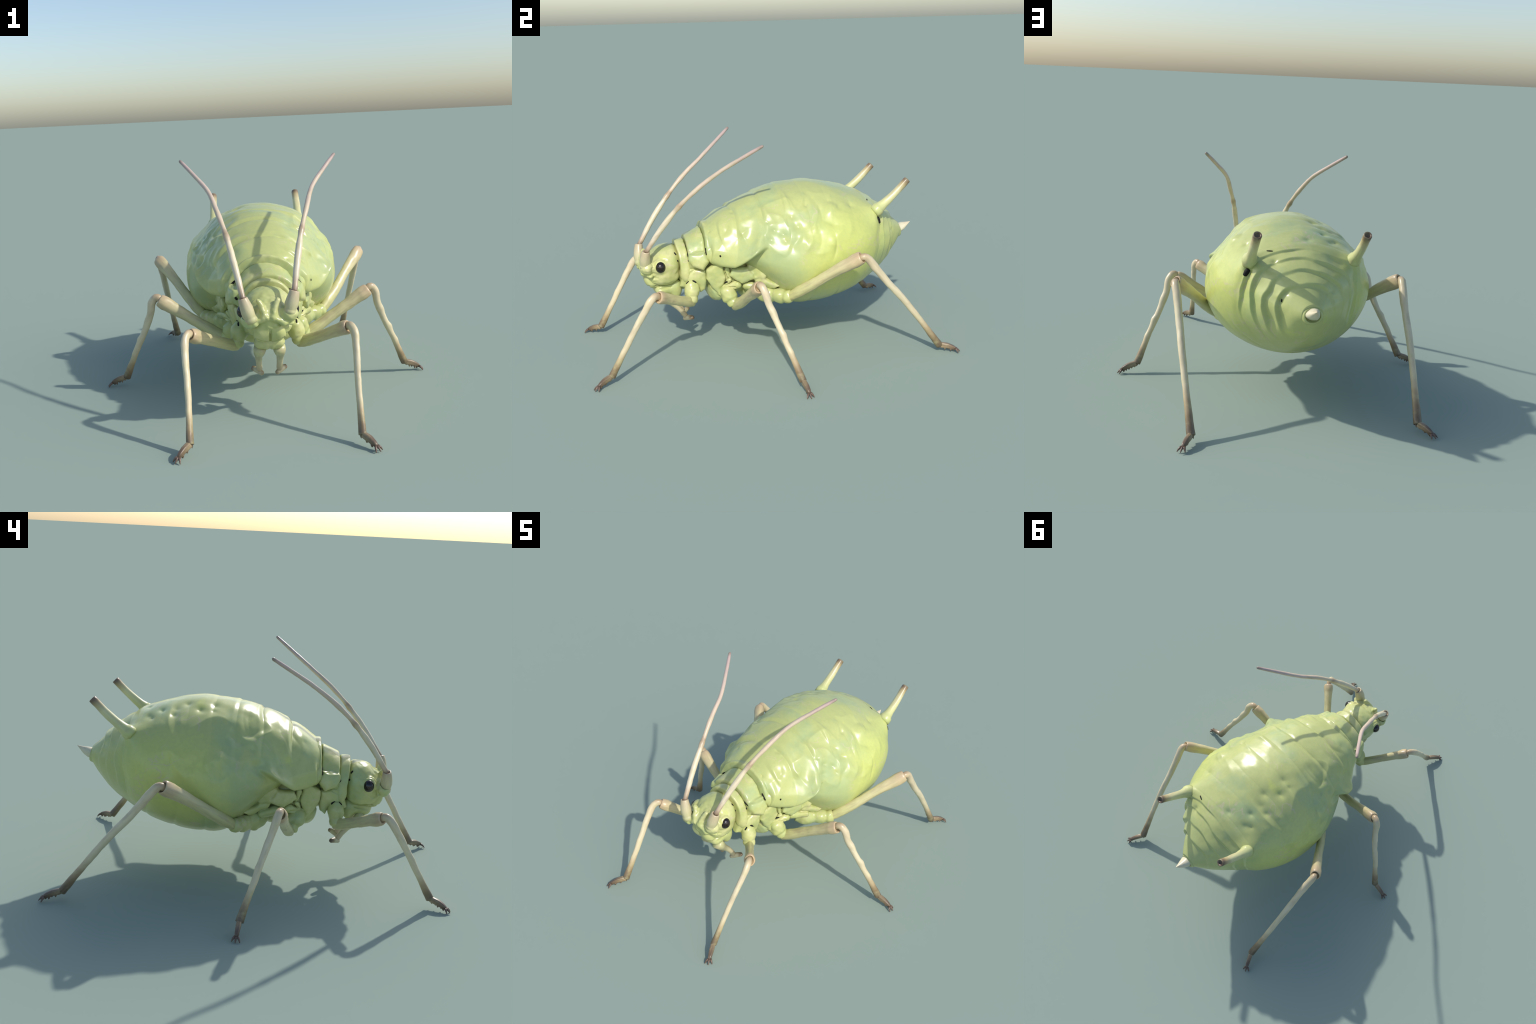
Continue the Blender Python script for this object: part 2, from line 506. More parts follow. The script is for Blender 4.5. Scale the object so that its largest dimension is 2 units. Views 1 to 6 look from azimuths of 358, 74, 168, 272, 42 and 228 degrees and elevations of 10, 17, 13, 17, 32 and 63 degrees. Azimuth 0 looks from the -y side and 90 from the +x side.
def abdomen():
    nu, nv = 440, 440
    u = np.linspace(0, 1, nu)
    y = AK[0] + (AK[-1] - AK[0]) * (u + 0.06 * np.sin(2 * np.pi * u) * 0 )
    th = np.linspace(0, 2 * np.pi, nv, endpoint=False)
    top, bot, w, zw = (spline(y, AK, k)[:, None] for k in (TOP, BOT, WID, ZWI))
    s, c = np.sin(th)[None], np.cos(th)[None]
    ex = 0.93 + 0.07 * sstep(-0.30, 0.05, y)[:, None]
    X = w * np.sign(s) * np.abs(s) ** ex
    # rounded keel below, slightly arched roof above
    Z = zw + np.where(c >= 0, np.abs(c) ** ex * (top - zw), -np.abs(c) ** 1.03 * (zw - bot))
    P = np.stack([X, np.repeat(y[:, None], nv, 1), Z], -1)
    # outward normals of the plain loft
    du = np.gradient(P, axis=0)
    dv = np.roll(P, -1, 1) - np.roll(P, 1, 1)
    N = np.cross(dv, du)
    N /= np.linalg.norm(N, axis=2)[..., None] + 1e-12
    N *= np.sign((N[..., 0] * X + N[..., 2] * (Z - zw)).mean())
    p, n = P.reshape(-1, 3), N.reshape(-1, 3)
    x, yy, z = p.T
    ax = np.abs(x)
    h = np.zeros(len(p))
    up = sstep(0.62, 0.80, z)
    wob = 0.012 * noise(p, 6, 3)
    # arched tergites with thin seams
    for i, q in enumerate(SEAMS):
        d = yy - q + wob + 0.10 * ax * ax
        a = (0.0085, 0.0070, 0.0030, 0.0012, 0.0006, 0.0006, 0.0012)[i]
        h -= up * a * np.exp(-np.abs(d / 0.018) ** 1.3)
        h -= up * (0.0020 if i < 2 else 0.0005) * np.exp(-(d / 0.0045) ** 2) * (0.5 + 0.5 * noise(p, 14, 20 + i))
        h += up * 0.35 * a * np.exp(-((d - 0.02) / 0.012) ** 2)
    # telescoped rear rings: each edge steps down to the next
    s_ = yy + 0.16 * np.maximum(0, 0.60 - z) + 0.10 * np.maximum(0, z - 0.66) + 0.026 * noise(p, 5, 5) + 0.009 * noise(p, 12, 6)
    pad = np.array([0.59] + REAR + [0.90])
    i = np.clip(np.searchsorted(pad, s_) - 1, 0, len(pad) - 2)
    f = (s_ - pad[i]) / (pad[i + 1] - pad[i])
    saw = f - 0.5
    soft = np.zeros_like(s_)
    for q in REAR:
        soft += sstep(-0.007, 0.007, s_ - q)
    ramp_ = np.interp(s_, pad, np.arange(len(pad)))
    tele = (ramp_ - 1 - soft)          # rises inside a ring, drops at its edge
    side = 0.55 + 0.45 * noise(p, 5, 9) + 0.25 * (ax > 0.05)
    brk = np.clip(0.42 + 0.55 * np.exp(-((z - 0.60) / 0.11) ** 2) * sstep(-0.05, 0.08, x) + 0.9 * noise(p, 6, 91), 0.08, 1.3)      # rings come and go around the tail
    h += np.where(s_ > 0.60, 0.0175 * np.clip(tele + 0.08, -1, 1.3) * brk * sstep(0.34, 0.52, z) * sstep(0.62, 0.66, s_), 0)
    h += 0.006 * noise(p, 8, 92) * sstep(0.60, 0.70, yy)
    h -= 0.004 * sstep(0.60, 0.66, s_)
    # belly sternites
    for q in (0.10, 0.24, 0.40, 0.56):
        d = yy - q + 0.2 * (z - 0.3) + wob
        h -= 0.0045 * (1 - sstep(0.33, 0.50, z)) * np.exp(-np.abs(d / 0.014) ** 1.4)
    # soft facets and dents along the flanks
    flank = sstep(0.10, 0.22, ax) * sstep(0.54, 0.66, z) * (1 - 0.8 * sstep(0.18, 0.40, yy)) * sstep(-0.32, -0.26, yy)
    rid = 1 - 2 * np.abs(noise(p, 10, 11))
    h += flank * (0.006 * rid - 0.004)
    r2 = np.random.default_rng(21)
    for sx in (1, -1):
        for _ in range(42):        # creased dents and soft lumps, aslant, none alike
            cy, cz = -0.27 + 0.72 * r2.random() ** 1.35, r2.uniform(0.60, 0.885)
            ln, wd = r2.uniform(0.028, 0.070), r2.uniform(0.012, 0.028)
            an = r2.normal(0.9, 0.6) * 1.0
            amp = r2.choice([-0.0085, -0.006, 0.006, 0.0075]) * r2.uniform(0.6, 1.2)
            m = (x * sx > 0.05) & (np.abs(yy - cy) < 3 * ln) & (np.abs(z - cz) < 3 * ln)
            a_ = (yy[m] - cy) * np.cos(an) + (z[m] - cz) * np.sin(an)
            b_ = -(yy[m] - cy) * np.sin(an) + (z[m] - cz) * np.cos(an)
            b_ = b_ + 6 * a_ * a_ * r2.uniform(-1, 1)
            h[m] += amp * np.exp(-(a_ / ln) ** 2) * np.exp(-np.abs(b_ / wd) ** 1.4) * sstep(0.05, 0.16, ax[m])
    h -= 0.014 * np.exp(-((ax - 0.31) / 0.11) ** 2 - ((yy - 0.15) / 0.16) ** 2 - ((z - 0.78) / 0.08) ** 2)
    h += 0.0035 * noise(p, 7, 13) * sstep(0.45, 0.6, z) + 0.0012 * noise(p, 22, 14) * sstep(0.5, 0.7, z)
    # broad slanting folds on the back
    for q in (0.02, 0.13, 0.25, 0.37):
        d = yy - q - 0.55 * (ax - 0.2) + 0.02 * noise(p, 5, 40)
        h -= 0.0022 * np.exp(-(d / 0.022) ** 2) * np.exp(-((ax - 0.26) / 0.09) ** 2) * sstep(0.6, 0.7, z)
    # pits
    for (a, b, c_, r, dep) in DIMPLES:
        q = p - V(a, b, c_)
        sk = q[:, 1] * (0.55 if a > 0 else -0.55) + q[:, 2]         # pits are slit-like, aslant
        d2 = (q[:, 0] ** 2 + 1.3 * (q[:, 1] ** 2 + q[:, 2] ** 2) + 0.9 * sk ** 2) / (r * 1.15) ** 2
        h -= dep * 0.62 * np.exp(-d2 ** 0.8)
        h -= dep * 0.30 * np.exp(-d2 / 6)
    # mounds under the cornicles
    for sx in (1, -1):
        d2 = ((x - sx * 0.250) / 0.060) ** 2 + ((yy - 0.622) / 0.062) ** 2 + ((z - 0.755) / 0.06) ** 2
        h += 0.034 * np.exp(-d2)
    # wing pads: the flank swells above a sharp lower rim
    ez = np.interp(yy, [e[0] for e in WING_EDGE], [e[1] for e in WING_EDGE])
    inr = sstep(-0.315, -0.280, yy) * (1 - sstep(-0.075, -0.015, yy))
    dz = z - ez
    lobe = np.exp(-(np.maximum(dz, 0) / 0.062) ** 2) * sstep(-0.010, 0.006, dz)
    h += inr * sstep(0.1, 0.17, ax) * (0.046 * lobe + 0.014 * np.exp(-((dz - 0.012) / 0.014) ** 2) - 0.022 * (1 - 0.65 * sstep(-0.20, -0.08, yy)) * (1 - sstep(-0.004, 0.004, dz)))
    p = p + n * h[:, None]
    i = np.arange(nu - 1)[:, None] * nv
    j = np.arange(nv)[None]
    q = np.stack([i + j, i + nv + j, i + nv + (j + 1) % nv, i + (j + 1) % nv], -1).reshape(-1, 4)
    # end caps
    c0, c1 = p[:nv].mean(0), p[-nv:].mean(0)
    c1[1] -= 0.012
    p = np.concatenate([p, [c0, c1]])
    a = np.arange(nv)
    b = (nu - 1) * nv
    t = np.concatenate([np.stack([a, (a + 1) % nv, np.full(nv, len(p) - 2)], 1),
                        np.stack([b + (a + 1) % nv, b + a, np.full(nv, len(p) - 1)], 1)])
    # make the winding face outward
    f0 = q[len(q) // 2 + nv // 4]
    nn = np.cross(p[f0[1]] - p[f0[0]], p[f0[2]] - p[f0[0]])
    if nn @ (p[f0[0]] - V(0, p[f0[0]][1], 0.6)) < 0:
        q, t = q[:, ::-1], t[:, ::-1]
    return put("abdomen", p, [q, t], M_ABD, root)


ABD = abdomen()

# cauda: short pale spike set in a notched rim
v, f = tube([V(0, 0.845, 0.575), V(0.001, 0.90, 0.592), V(0.003, 0.957, 0.620)],
            [(0, 0.034), (0.2, 0.035), (0.38, 0.033), (0.55, 0.027), (0.75, 0.016), (0.92, 0.0055), (0.985, 0.002), (1, 0.0008)],
            seg=22, flat=(1.0, 0.82), shape=lambda t, a: 1 + 0.10 * np.cos(3 * a + 0.6) * (t > 0.3), lump=0.16, lfreq=34, seed=4)
put("cauda", v, f, M_CAUDA, ABD, frame_along((0, 0.845, 0.575), (0.003, 0.957, 0.62)))
v, f = tube([V(0, 0.84, 0.572), V(0, 0.882, 0.580)], [(0, 0.050), (0.5, 0.052), (0.85, 0.047), (1.0, 0.041), (0.98, 0.037), (0.6, 0.035)], seg=28, flat=(1, 0.85), lump=0.08, lfreq=25)
put("anal_plate", v, f, M_ABD, ABD)

# cornicles: tubes with a collar and a hollow brown mouth
for sd in (1, -1):
    a, b = V(0.2525, 0.612, 0.763), V(0.2535, 0.810, 0.934)
    v, f = tube([a, a * 0.5 + b * 0.5 + V(0.002, 0.004, -0.005), b],
                [(0, 0.036), (0.06, 0.0375), (0.11, 0.0365), (0.14, 0.035), (0.155, 0.032), (0.20, 0.0288), (0.28, 0.0250), (0.40, 0.0228), (0.55, 0.0218), (0.70, 0.0208),
                 (0.85, 0.0202), (0.93, 0.0210), (0.98, 0.0210), (1.0, 0.0195), (1.002, 0.017), (0.99, 0.0130), (0.95, 0.010)],
                seg=26, lump=0.10, lfreq=38, seed=8 if sd > 0 else 9)
    put("cornicle", v, f, M_SIPH, ABD, frame_along(a, b), side=sd)

# ------------------------------------------------------------------ thorax rings
def band(P, y0, y1, zc, w, ht, hb, tilt=0.0, rnd=0.018):
    q = P - V(0, 0, zc)
    yy = q[:, 1] - tilt * q[:, 2]
    h = np.where(q[:, 2] > 0, ht, hb)
    k = np.sqrt((q[:, 0] / w) ** 2 + (q[:, 2] / h) ** 2) + 1e-9
    k1 = np.sqrt((q[:, 0] / w**2) ** 2 + (q[:, 2] / h**2) ** 2) + 1e-9
    d = k * (k - 1) / k1
    return smax(d, np.abs(yy - (y0 + y1) / 2) - (y1 - y0) / 2, rnd)


def sym(P):
    Q = P.copy()
    Q[:, 0] = np.abs(Q[:, 0])
    return Q


def thorax_core(P):
    Q = sym(P)
    d = ell(Q, (0, -0.17, 0.46), (0.185, 0.20, 0.150))
    d = smin(d, ell(Q, (0, -0.39, 0.47), (0.115, 0.095, 0.10)), 0.04)
    d = smin(d, ell(Q, (0, 0.02, 0.42), (0.24, 0.14, 0.13)), 0.04)
    # breast swellings
    d = seam(d, ell(Q, (0.05, -0.260, 0.380), (0.112, 0.068, 0.092)), 0.008, 0.006)
    d = seam(d, ell(Q, (0.04, -0.09, 0.365), (0.13, 0.07, 0.078)), 0.008, 0.006)
    # side plates of the middle and hind segments, each with its own rim
    sh = V(-0.011, 0, 0)
    P1 = [(0.160, -0.335, 0.506), (0.184, -0.262, 0.552), (0.184, -0.238, 0.520), (0.176, -0.222, 0.457), (0.158, -0.243, 0.332), (0.146, -0.275, 0.345), (0.140, -0.332, 0.447)]
    d = seam(d, plate(Q, np.array(P1) + sh, 0.022, 0.022, (1, -0.3, 0)), 0.005, 0.005)
    P2 = [(0.208, -0.196, 0.510), (0.230, -0.113, 0.512), (0.232, -0.070, 0.450), (0.220, -0.152, 0.416), (0.202, -0.216, 0.470)]
    d = seam(d, plate(Q, np.array(P2) + sh, 0.020, 0.020, (1, -0.2, 0)), 0.005, 0.005)
    P3 = [(0.212, -0.115, 0.525), (0.232, -0.072, 0.540), (0.258, 0.002, 0.466), (0.250, -0.026, 0.440), (0.232, -0.073, 0.443)]
    d = smin(d, plate(Q, np.array(P3) + sh, 0.016, 0.016, (1, -0.2, 0)), 0.012)
    P4 = [(0.228, -0.075, 0.447), (0.256, -0.020, 0.440), (0.284, 0.055, 0.406), (0.258, 0.030, 0.383), (0.205, -0.080, 0.400)]
    d = smin(d, plate(Q, np.array(P4) + sh, 0.016, 0.016, (1, -0.2, -0.3)), 0.012)
    # strut and fold above the middle coxa
    d = seam(d, cap(Q, (0.178, -0.226, 0.500), (0.178, -0.205, 0.440), 0.018, 0.012), 0.006, 0.006)
    d = seam(d, cap(Q, (0.185, -0.212, 0.440), (0.158, -0.245, 0.392), 0.014, 0.013), 0.006, 0.005)
    d = seam(d, cap(Q, (0.150, -0.252, 0.388), (0.196, -0.170, 0.412), 0.021, 0.022), 0.007, 0.007)
    d = seam(d, cap(Q, (0.190, -0.120, 0.400), (0.225, -0.040, 0.388), 0.024, 0.026), 0.007, 0.006)
    d = groove(d, Q, [V(0.200, -0.228, 0.505), V(0.197, -0.215, 0.470), V(0.205, -0.185, 0.430)], 0.0045, 0.014)
    d = groove(d, Q, [V(0.205, -0.185, 0.400), V(0.175, -0.240, 0.398)], 0.005, 0.010)
    d = groove(d, Q, [V(0.282, 0.005, 0.445), V(0.270, -0.020, 0.430), V(0.245, -0.060, 0.425)], 0.005, 0.012)
    d = d - 0.0035 * noise(P, 20, 51, 2) - 0.0012 * noise(P, 60, 52)
    return d


def plate(Q, pts, thick, rnd, out):
    """flat polygonal plate with rounded rim; pts in space, `out` roughly its outward direction"""
    pts = np.asarray(pts, float)
    c = pts.mean(0)
    n = np.linalg.svd(pts - c)[2][2]
    n = n if n @ np.asarray(out, float) > 0 else -n
    u = pts[1] - pts[0]
    u = u - n * (u @ n)
    u /= np.linalg.norm(u)
    w = np.cross(n, u)
    poly = np.stack([(pts - c) @ u, (pts - c) @ w], 1)
    q = np.stack([(Q - c) @ u, (Q - c) @ w], 1)
    d = np.full(len(q), 1e9)
    s = np.ones(len(q))
    for i in range(len(poly)):
        a, b = poly[i], poly[i - 1]
        e, v = b - a, q - a
        t = np.clip((v @ e) / (e @ e), 0, 1)
        d = np.minimum(d, ((v - t[:, None] * e) ** 2).sum(1))
        c1, c2, c3 = q[:, 1] >= a[1], q[:, 1] < b[1], e[0] * v[:, 1] > e[1] * v[:, 0]
        s = np.where((c1 & c2 & c3) | (~c1 & ~c2 & ~c3), -s, s)
    d2 = s * np.sqrt(d)
    h = (Q - c) @ n
    return smax(d2, np.abs(h + 0.10 * np.maximum(d2, -0.05)) - thick, rnd)


def build_implicit(name, f, lo, hi, h, mat, parent, side=1):
    v, q = surface_net(f, lo, hi, h)
    return put(name, v, q, mat, parent, side=side)


THX = build_implicit("thorax", thorax_core, (-0.30, -0.50, 0.24), (0.30, 0.17, 0.64), 0.0045, M_BODY, root)


def collar(P):
    d = band(P, -0.470, -0.418, 0.53, 0.126, 0.123, 0.118, tilt=-0.12, rnd=0.011)
    d = smin(d, ell(sym(P), (0.105, -0.438, 0.475), (0.034, 0.030, 0.055)), 0.02)
    return d - 0.002 * noise(P, 22, 61, 2)


build_implicit("neck_collar", collar, (-0.16, -0.53, 0.37), (0.16, -0.39, 0.68), 0.0035, M_BODY, THX)


def pronotum(P):
    Q = sym(P)
    S = P.copy()
    up = S[:, 2] > 0.55
    S[up, 2] = 0.55 + (S[up, 2] - 0.55) / np.clip(1 + 3.4 * (S[up, 1] + 0.385), 0.7, 1.3)
    d = band(S, -0.424, -0.330, 0.55, 0.152, 0.137, 0.08, tilt=-0.02, rnd=0.012)
    # roof slopes up to the rear
    L1 = [(0.130, -0.424, 0.598), (0.155, -0.430, 0.560), (0.170, -0.409, 0.528), (0.178, -0.350, 0.507), (0.188, -0.322, 0.552), (0.165, -0.332, 0.612)]
    d = smin(d, plate(Q, np.array(L1) + V(-0.008, 0, 0), 0.024, 0.022, (1, -0.2, 0.2)), 0.010)
    d = groove(d, Q, [V(0.135, -0.43, 0.60), V(0.165, -0.38, 0.605), V(0.165, -0.34, 0.60)], 0.012, 0.006)
    return d - 0.0025 * noise(P, 22, 62, 2)


build_implicit("pronotum", pronotum, (-0.22, -0.48, 0.42), (0.22, -0.30, 0.74), 0.0035, M_BODY, THX)


def ring3(P):
    d = band(P, -0.334, -0.285, 0.585, 0.182, 0.156, 0.075, tilt=0.06, rnd=0.012)
    d = smin(d, ell(sym(P), (0.180, -0.292, 0.580), (0.024, 0.034, 0.044)), 0.015)
    return d - 0.002 * noise(P, 24, 63, 2)


build_implicit("thorax_ring", ring3, (-0.23, -0.40, 0.47), (0.23, -0.23, 0.78), 0.0035, M_BODY, THX)


def prosternum(P):
    Q = sym(P)
    d = ell(Q, (0.070, -0.400, 0.450), (0.072, 0.068, 0.080))
    B1 = [(0.140, -0.420, 0.510), (0.152, -0.336, 0.500), (0.144, -0.332, 0.437), (0.132, -0.340, 0.385), (0.122, -0.366, 0.362), (0.138, -0.392, 0.418), (0.105, -0.445, 0.392), (0.090, -0.475, 0.406), (0.112, -0.460, 0.460)]
    d = smin(d, plate(Q, np.array(B1) + V(-0.016, 0.002, 0), 0.020, 0.018, (1, -0.3, 0)), 0.014)
    # arch over the coxa socket
    d = smax(d, -ell(Q, (0.150, -0.418, 0.375), (0.050, 0.036, 0.050)), 0.008)
    d = groove(d, Q, [V(0.10, -0.475, 0.47), V(0.135, -0.44, 0.475), V(0.14, -0.40, 0.50)], 0.005, 0.008)
    return d - 0.003 * noise(P, 24, 64, 2)


build_implicit("prothorax_side", prosternum, (-0.17, -0.51, 0.34), (0.17, -0.32, 0.55), 0.0035, M_BODY, THX)

# ------------------------------------------------------------------ head
def head(P):
    Q = sym(P)
    d = ell(Q, (0, -0.548, 0.520), (0.120, 0.084, 0.108))
    d = smin(d, ell(Q, (0.062, -0.555, 0.458), (0.045, 0.080, 0.046)), 0.03)
    d = smin(d, ell(Q, (0, -0.505, 0.538), (0.106, 0.042, 0.088)), 0.03)
    d = smin(d, ell(Q, (0, -0.608, 0.505), (0.090, 0.066, 0.080)), 0.03)
    d = smin(d, ell(Q, (0, -0.640, 0.512), (0.060, 0.038, 0.055)), 0.02)
    # antenna sockets and the eye rims
    lo = V(0.004, 0.004, 0.022) * np.where(P[:, :1] < 0, 1.0, 0.0)      # left socket sits a little lower
    d = smin(d, ell(Q + lo, (0.090, -0.650, 0.528), (0.041, 0.038, 0.037)), 0.012)
    d = smax(d, -ell(Q + lo, (0.097, -0.664, 0.560), (0.030, 0.030, 0.028)), 0.004)
    d = smin(d, ell(Q, (0.098, -0.579, 0.531), (0.030, 0.040, 0.044)), 0.014)
    # two frontal tubercles with a furrow between, brow above the eye
    d = smin(d, cap(Q, (0.043, -0.648, 0.588), (0.012, -0.678, 0.522), 0.014, 0.012), 0.014)
    d = smin(d, cap(Q, (0.026, -0.676, 0.518), (0.064, -0.672, 0.492), 0.010, 0.011), 0.012)
    d = smin(d, cap(Q, (0.064, -0.672, 0.492), (0.102, -0.635, 0.482), 0.011, 0.010), 0.012)
    d = groove(d, Q, [V(0, -0.61, 0.61), V(0, -0.66, 0.58), V(0, -0.685, 0.535)], 0.012, 0.008)
    d = groove(d, Q, [V(0.06, -0.62, 0.60), V(0.060, -0.660, 0.57), V(0.045, -0.685, 0.525)], 0.009, 0.009)
    d = groove(d, Q, [V(0.075, -0.61, 0.59), V(0.100, -0.575, 0.582), V(0.112, -0.545, 0.57)], 0.005, 0.005)
    d = groove(d, Q, [V(0.0, -0.685, 0.500), V(0.035, -0.672, 0.486), V(0.075, -0.645, 0.472), V(0.105, -0.600, 0.466)], 0.006, 0.008)
    # pitted brow line over the eye, pinched cheek behind the socket
    d = groove(d, Q, [V(0.110, -0.618, 0.548), V(0.106, -0.602, 0.570), V(0.104, -0.578, 0.577), V(0.110, -0.550, 0.567)], 0.0040, 0.007)
    d = groove(d, Q, [V(0.118, -0.625, 0.530), V(0.118, -0.622, 0.505), V(0.110, -0.635, 0.490)], 0.006, 0.006)
    d = d - 0.0022 * noise(P, 26, 71, 2) - 0.0012 * noise(P, 48, 77) - 0.002 * noise(P, 70, 72) * (Q[:, 1] < -0.60)
    return d


HEAD = build_implicit("head", head, (-0.16, -0.73, 0.39), (0.16, -0.44, 0.65), 0.003, M_BODY, root)


def clypeus(P):
    Q = sym(P)
    d = ell(Q, (0, -0.614, 0.450), (0.076, 0.047, 0.086), axes((1, 0, 0), (0, 1, 0.62)))
    d = smin(d, ell(Q, (0.036, -0.632, 0.430), (0.038, 0.026, 0.046), axes((1, 0, 0), (0, 1, 0.62))), 0.012)
    win = sstep(0.375, 0.392, P[:, 2]) * (1 - sstep(0.452, 0.475, P[:, 2])) * (P[:, 1] < -0.57)
    d = d + 0.013 * np.exp(-((P[:, 0] - 0.003) / 0.0045) ** 2) * win
    # shield edge: two slanting creases that meet below the furrow
    vz = P[:, 2] - (0.388 + 0.42 * Q[:, 0])
    d = d + 0.007 * np.exp(-(vz / 0.004) ** 2) * (Q[:, 0] < 0.068) + 0.004 * (1 - sstep(-0.012, 0.002, vz))
    return d - 0.002 * noise(P, 28, 73, 2)


build_implicit("clypeus", clypeus, (-0.11, -0.72, 0.35), (0.11, -0.55, 0.52), 0.003, M_BODY, HEAD)


def muzzle(P):
    Q = sym(P)
    d = ell(Q, (0, -0.545, 0.382), (0.068, 0.072, 0.045), axes((1, 0, 0), (0, 1, 0.05)))
    d = smin(d, ell(Q, (0.042, -0.572, 0.380), (0.030, 0.036, 0.032)), 0.012)
    d = smin(d, ell(Q, (0.036, -0.492, 0.376), (0.031, 0.036, 0.056)), 0.02)
    d = groove(d, Q, [V(0.075, -0.62, 0.385), V(0.066, -0.56, 0.392), V(0.05, -0.49, 0.395)], 0.006, 0.006)
    d = groove(d, P, [V(0, -0.63, 0.37), V(0, -0.56, 0.335)], 0.008, 0.008)
    return d - 0.002 * noise(P, 30, 74, 2)


MUZ = build_implicit("muzzle", muzzle, (-0.10, -0.66, 0.30), (0.10, -0.44, 0.46), 0.003, M_BODY, HEAD)

for sd in (1, -1):
    # compound eye
    c, r = V(0.114, -0.579, 0.531), V(0.029, 0.0280, 0.0320)
    v, q = surface_net(lambda P: ell(P, c, r), c - 0.04, c + 0.04, 0.003)
    put("eye", v, q, M_EYE, HEAD, side=sd)
    # palps: tapering stalk that ends in a cross-bar with dark tips
    stalk, sf = tube([V(0.044, -0.572, 0.352), V(0.050, -0.535, 0.312), V(0.050, -0.480, 0.258), V(0.048, -0.444, 0.205)],
                     [(0, 0.030), (0.12, 0.029), (0.24, 0.0255), (0.25, 0.0235), (0.36, 0.020), (0.37, 0.0185), (0.6, 0.0155), (0.8, 0.0145), (0.95, 0.015), (1.0, 0.013)],
                     seg=22, lump=0.06, lfreq=40, seed=3)
    bar, bf = tube([V(0.030, -0.456, 0.184), V(0.048, -0.443, 0.196), V(0.067, -0.424, 0.203), V(0.084, -0.405, 0.203)],
                   dome(0.16, 0.0125, 0.16) + [(0.16, 0.0125), (0.4, 0.0155), (0.6, 0.0155), (0.82, 0.0125)] + dome(0.84, 0.0125, 0.16, False), seg=20, lump=0.05)
    put("palp", stalk, sf, M_SCAPE, HEAD, frame_along((0.044, -0.572, 0.352), (0.048, -0.442, 0.215)), side=sd)
    put("palp_tip", bar, bf, M_PALP, HEAD, frame_along((0.030, -0.452, 0.194), (0.084, -0.408, 0.211)), side=sd)
    # antenna: stout scape with an open rim, long two-piece flagellum
    a, b = (V(0.090, -0.660, 0.530), V(0.120, -0.652, 0.632)) if sd > 0 else (V(0.079, -0.668, 0.500), V(0.113, -0.664, 0.612))
    v, f = tube([a, a * 0.5 + b * 0.5 + V(0, -0.004, 0), b],
                [(0, 0.029), (0.16, 0.030), (0.20, 0.0275), (0.24, 0.028), (0.40, 0.0300), (0.60, 0.0292), (0.80, 0.0258), (0.96, 0.0225), (1.0, 0.0205), (0.99, 0.0165), (0.93, 0.0155)],
                seg=26, lump=0.10, lfreq=34, seed=11)
    ANT = put("antenna", v, f, M_SCAPE, root, frame_along(a, b), side=sd)
    pts = [b - (b - a) * 0.06, V(0.144, -0.568, 0.750), V(0.174, -0.474, 0.867), V(0.212, -0.371, 0.968),
           V(0.252, -0.260, 1.055), V(0.321, -0.156, 1.130), V(0.394, -0.056, 1.2005)]
    st = prof_from([(0, 0.0125), (0.05, 0.0130), (0.15, 0.0155), (0.27, 0.0150), (0.33, 0.0135), (0.345, 0.0155), (0.355, 0.0155), (0.37, 0.0135),
                    (0.5, 0.0130), (0.66, 0.0112), (0.8, 0.0105), (0.93, 0.0095), (0.985, 0.0085)], 120, ((), dome(0.985, 0.0085, 0.015, False)))
    v, f = tube(pts, st, seg=18, lump=0.10, lfreq=26, seed=13 + sd)
    put("flagellum", v, f, M_FLAG, ANT, frame_along(pts[0], pts[-1]), side=sd)

# ------------------------------------------------------------------ legs
def cone(a, b, r, bend=V(0, 0, 0), tip=0.25):
    a, b = np.asarray(a, float), np.asarray(b, float)
    return tube([a, (a + b) / 2 + bend, b], [(0, r * 1.1), (0.3, r), (0.6, r * 0.75), (0.85, r * 0.45), (0.97, r * tip), (1, r * 0.08)], seg=10, up=(0.3, 0.2, 1))


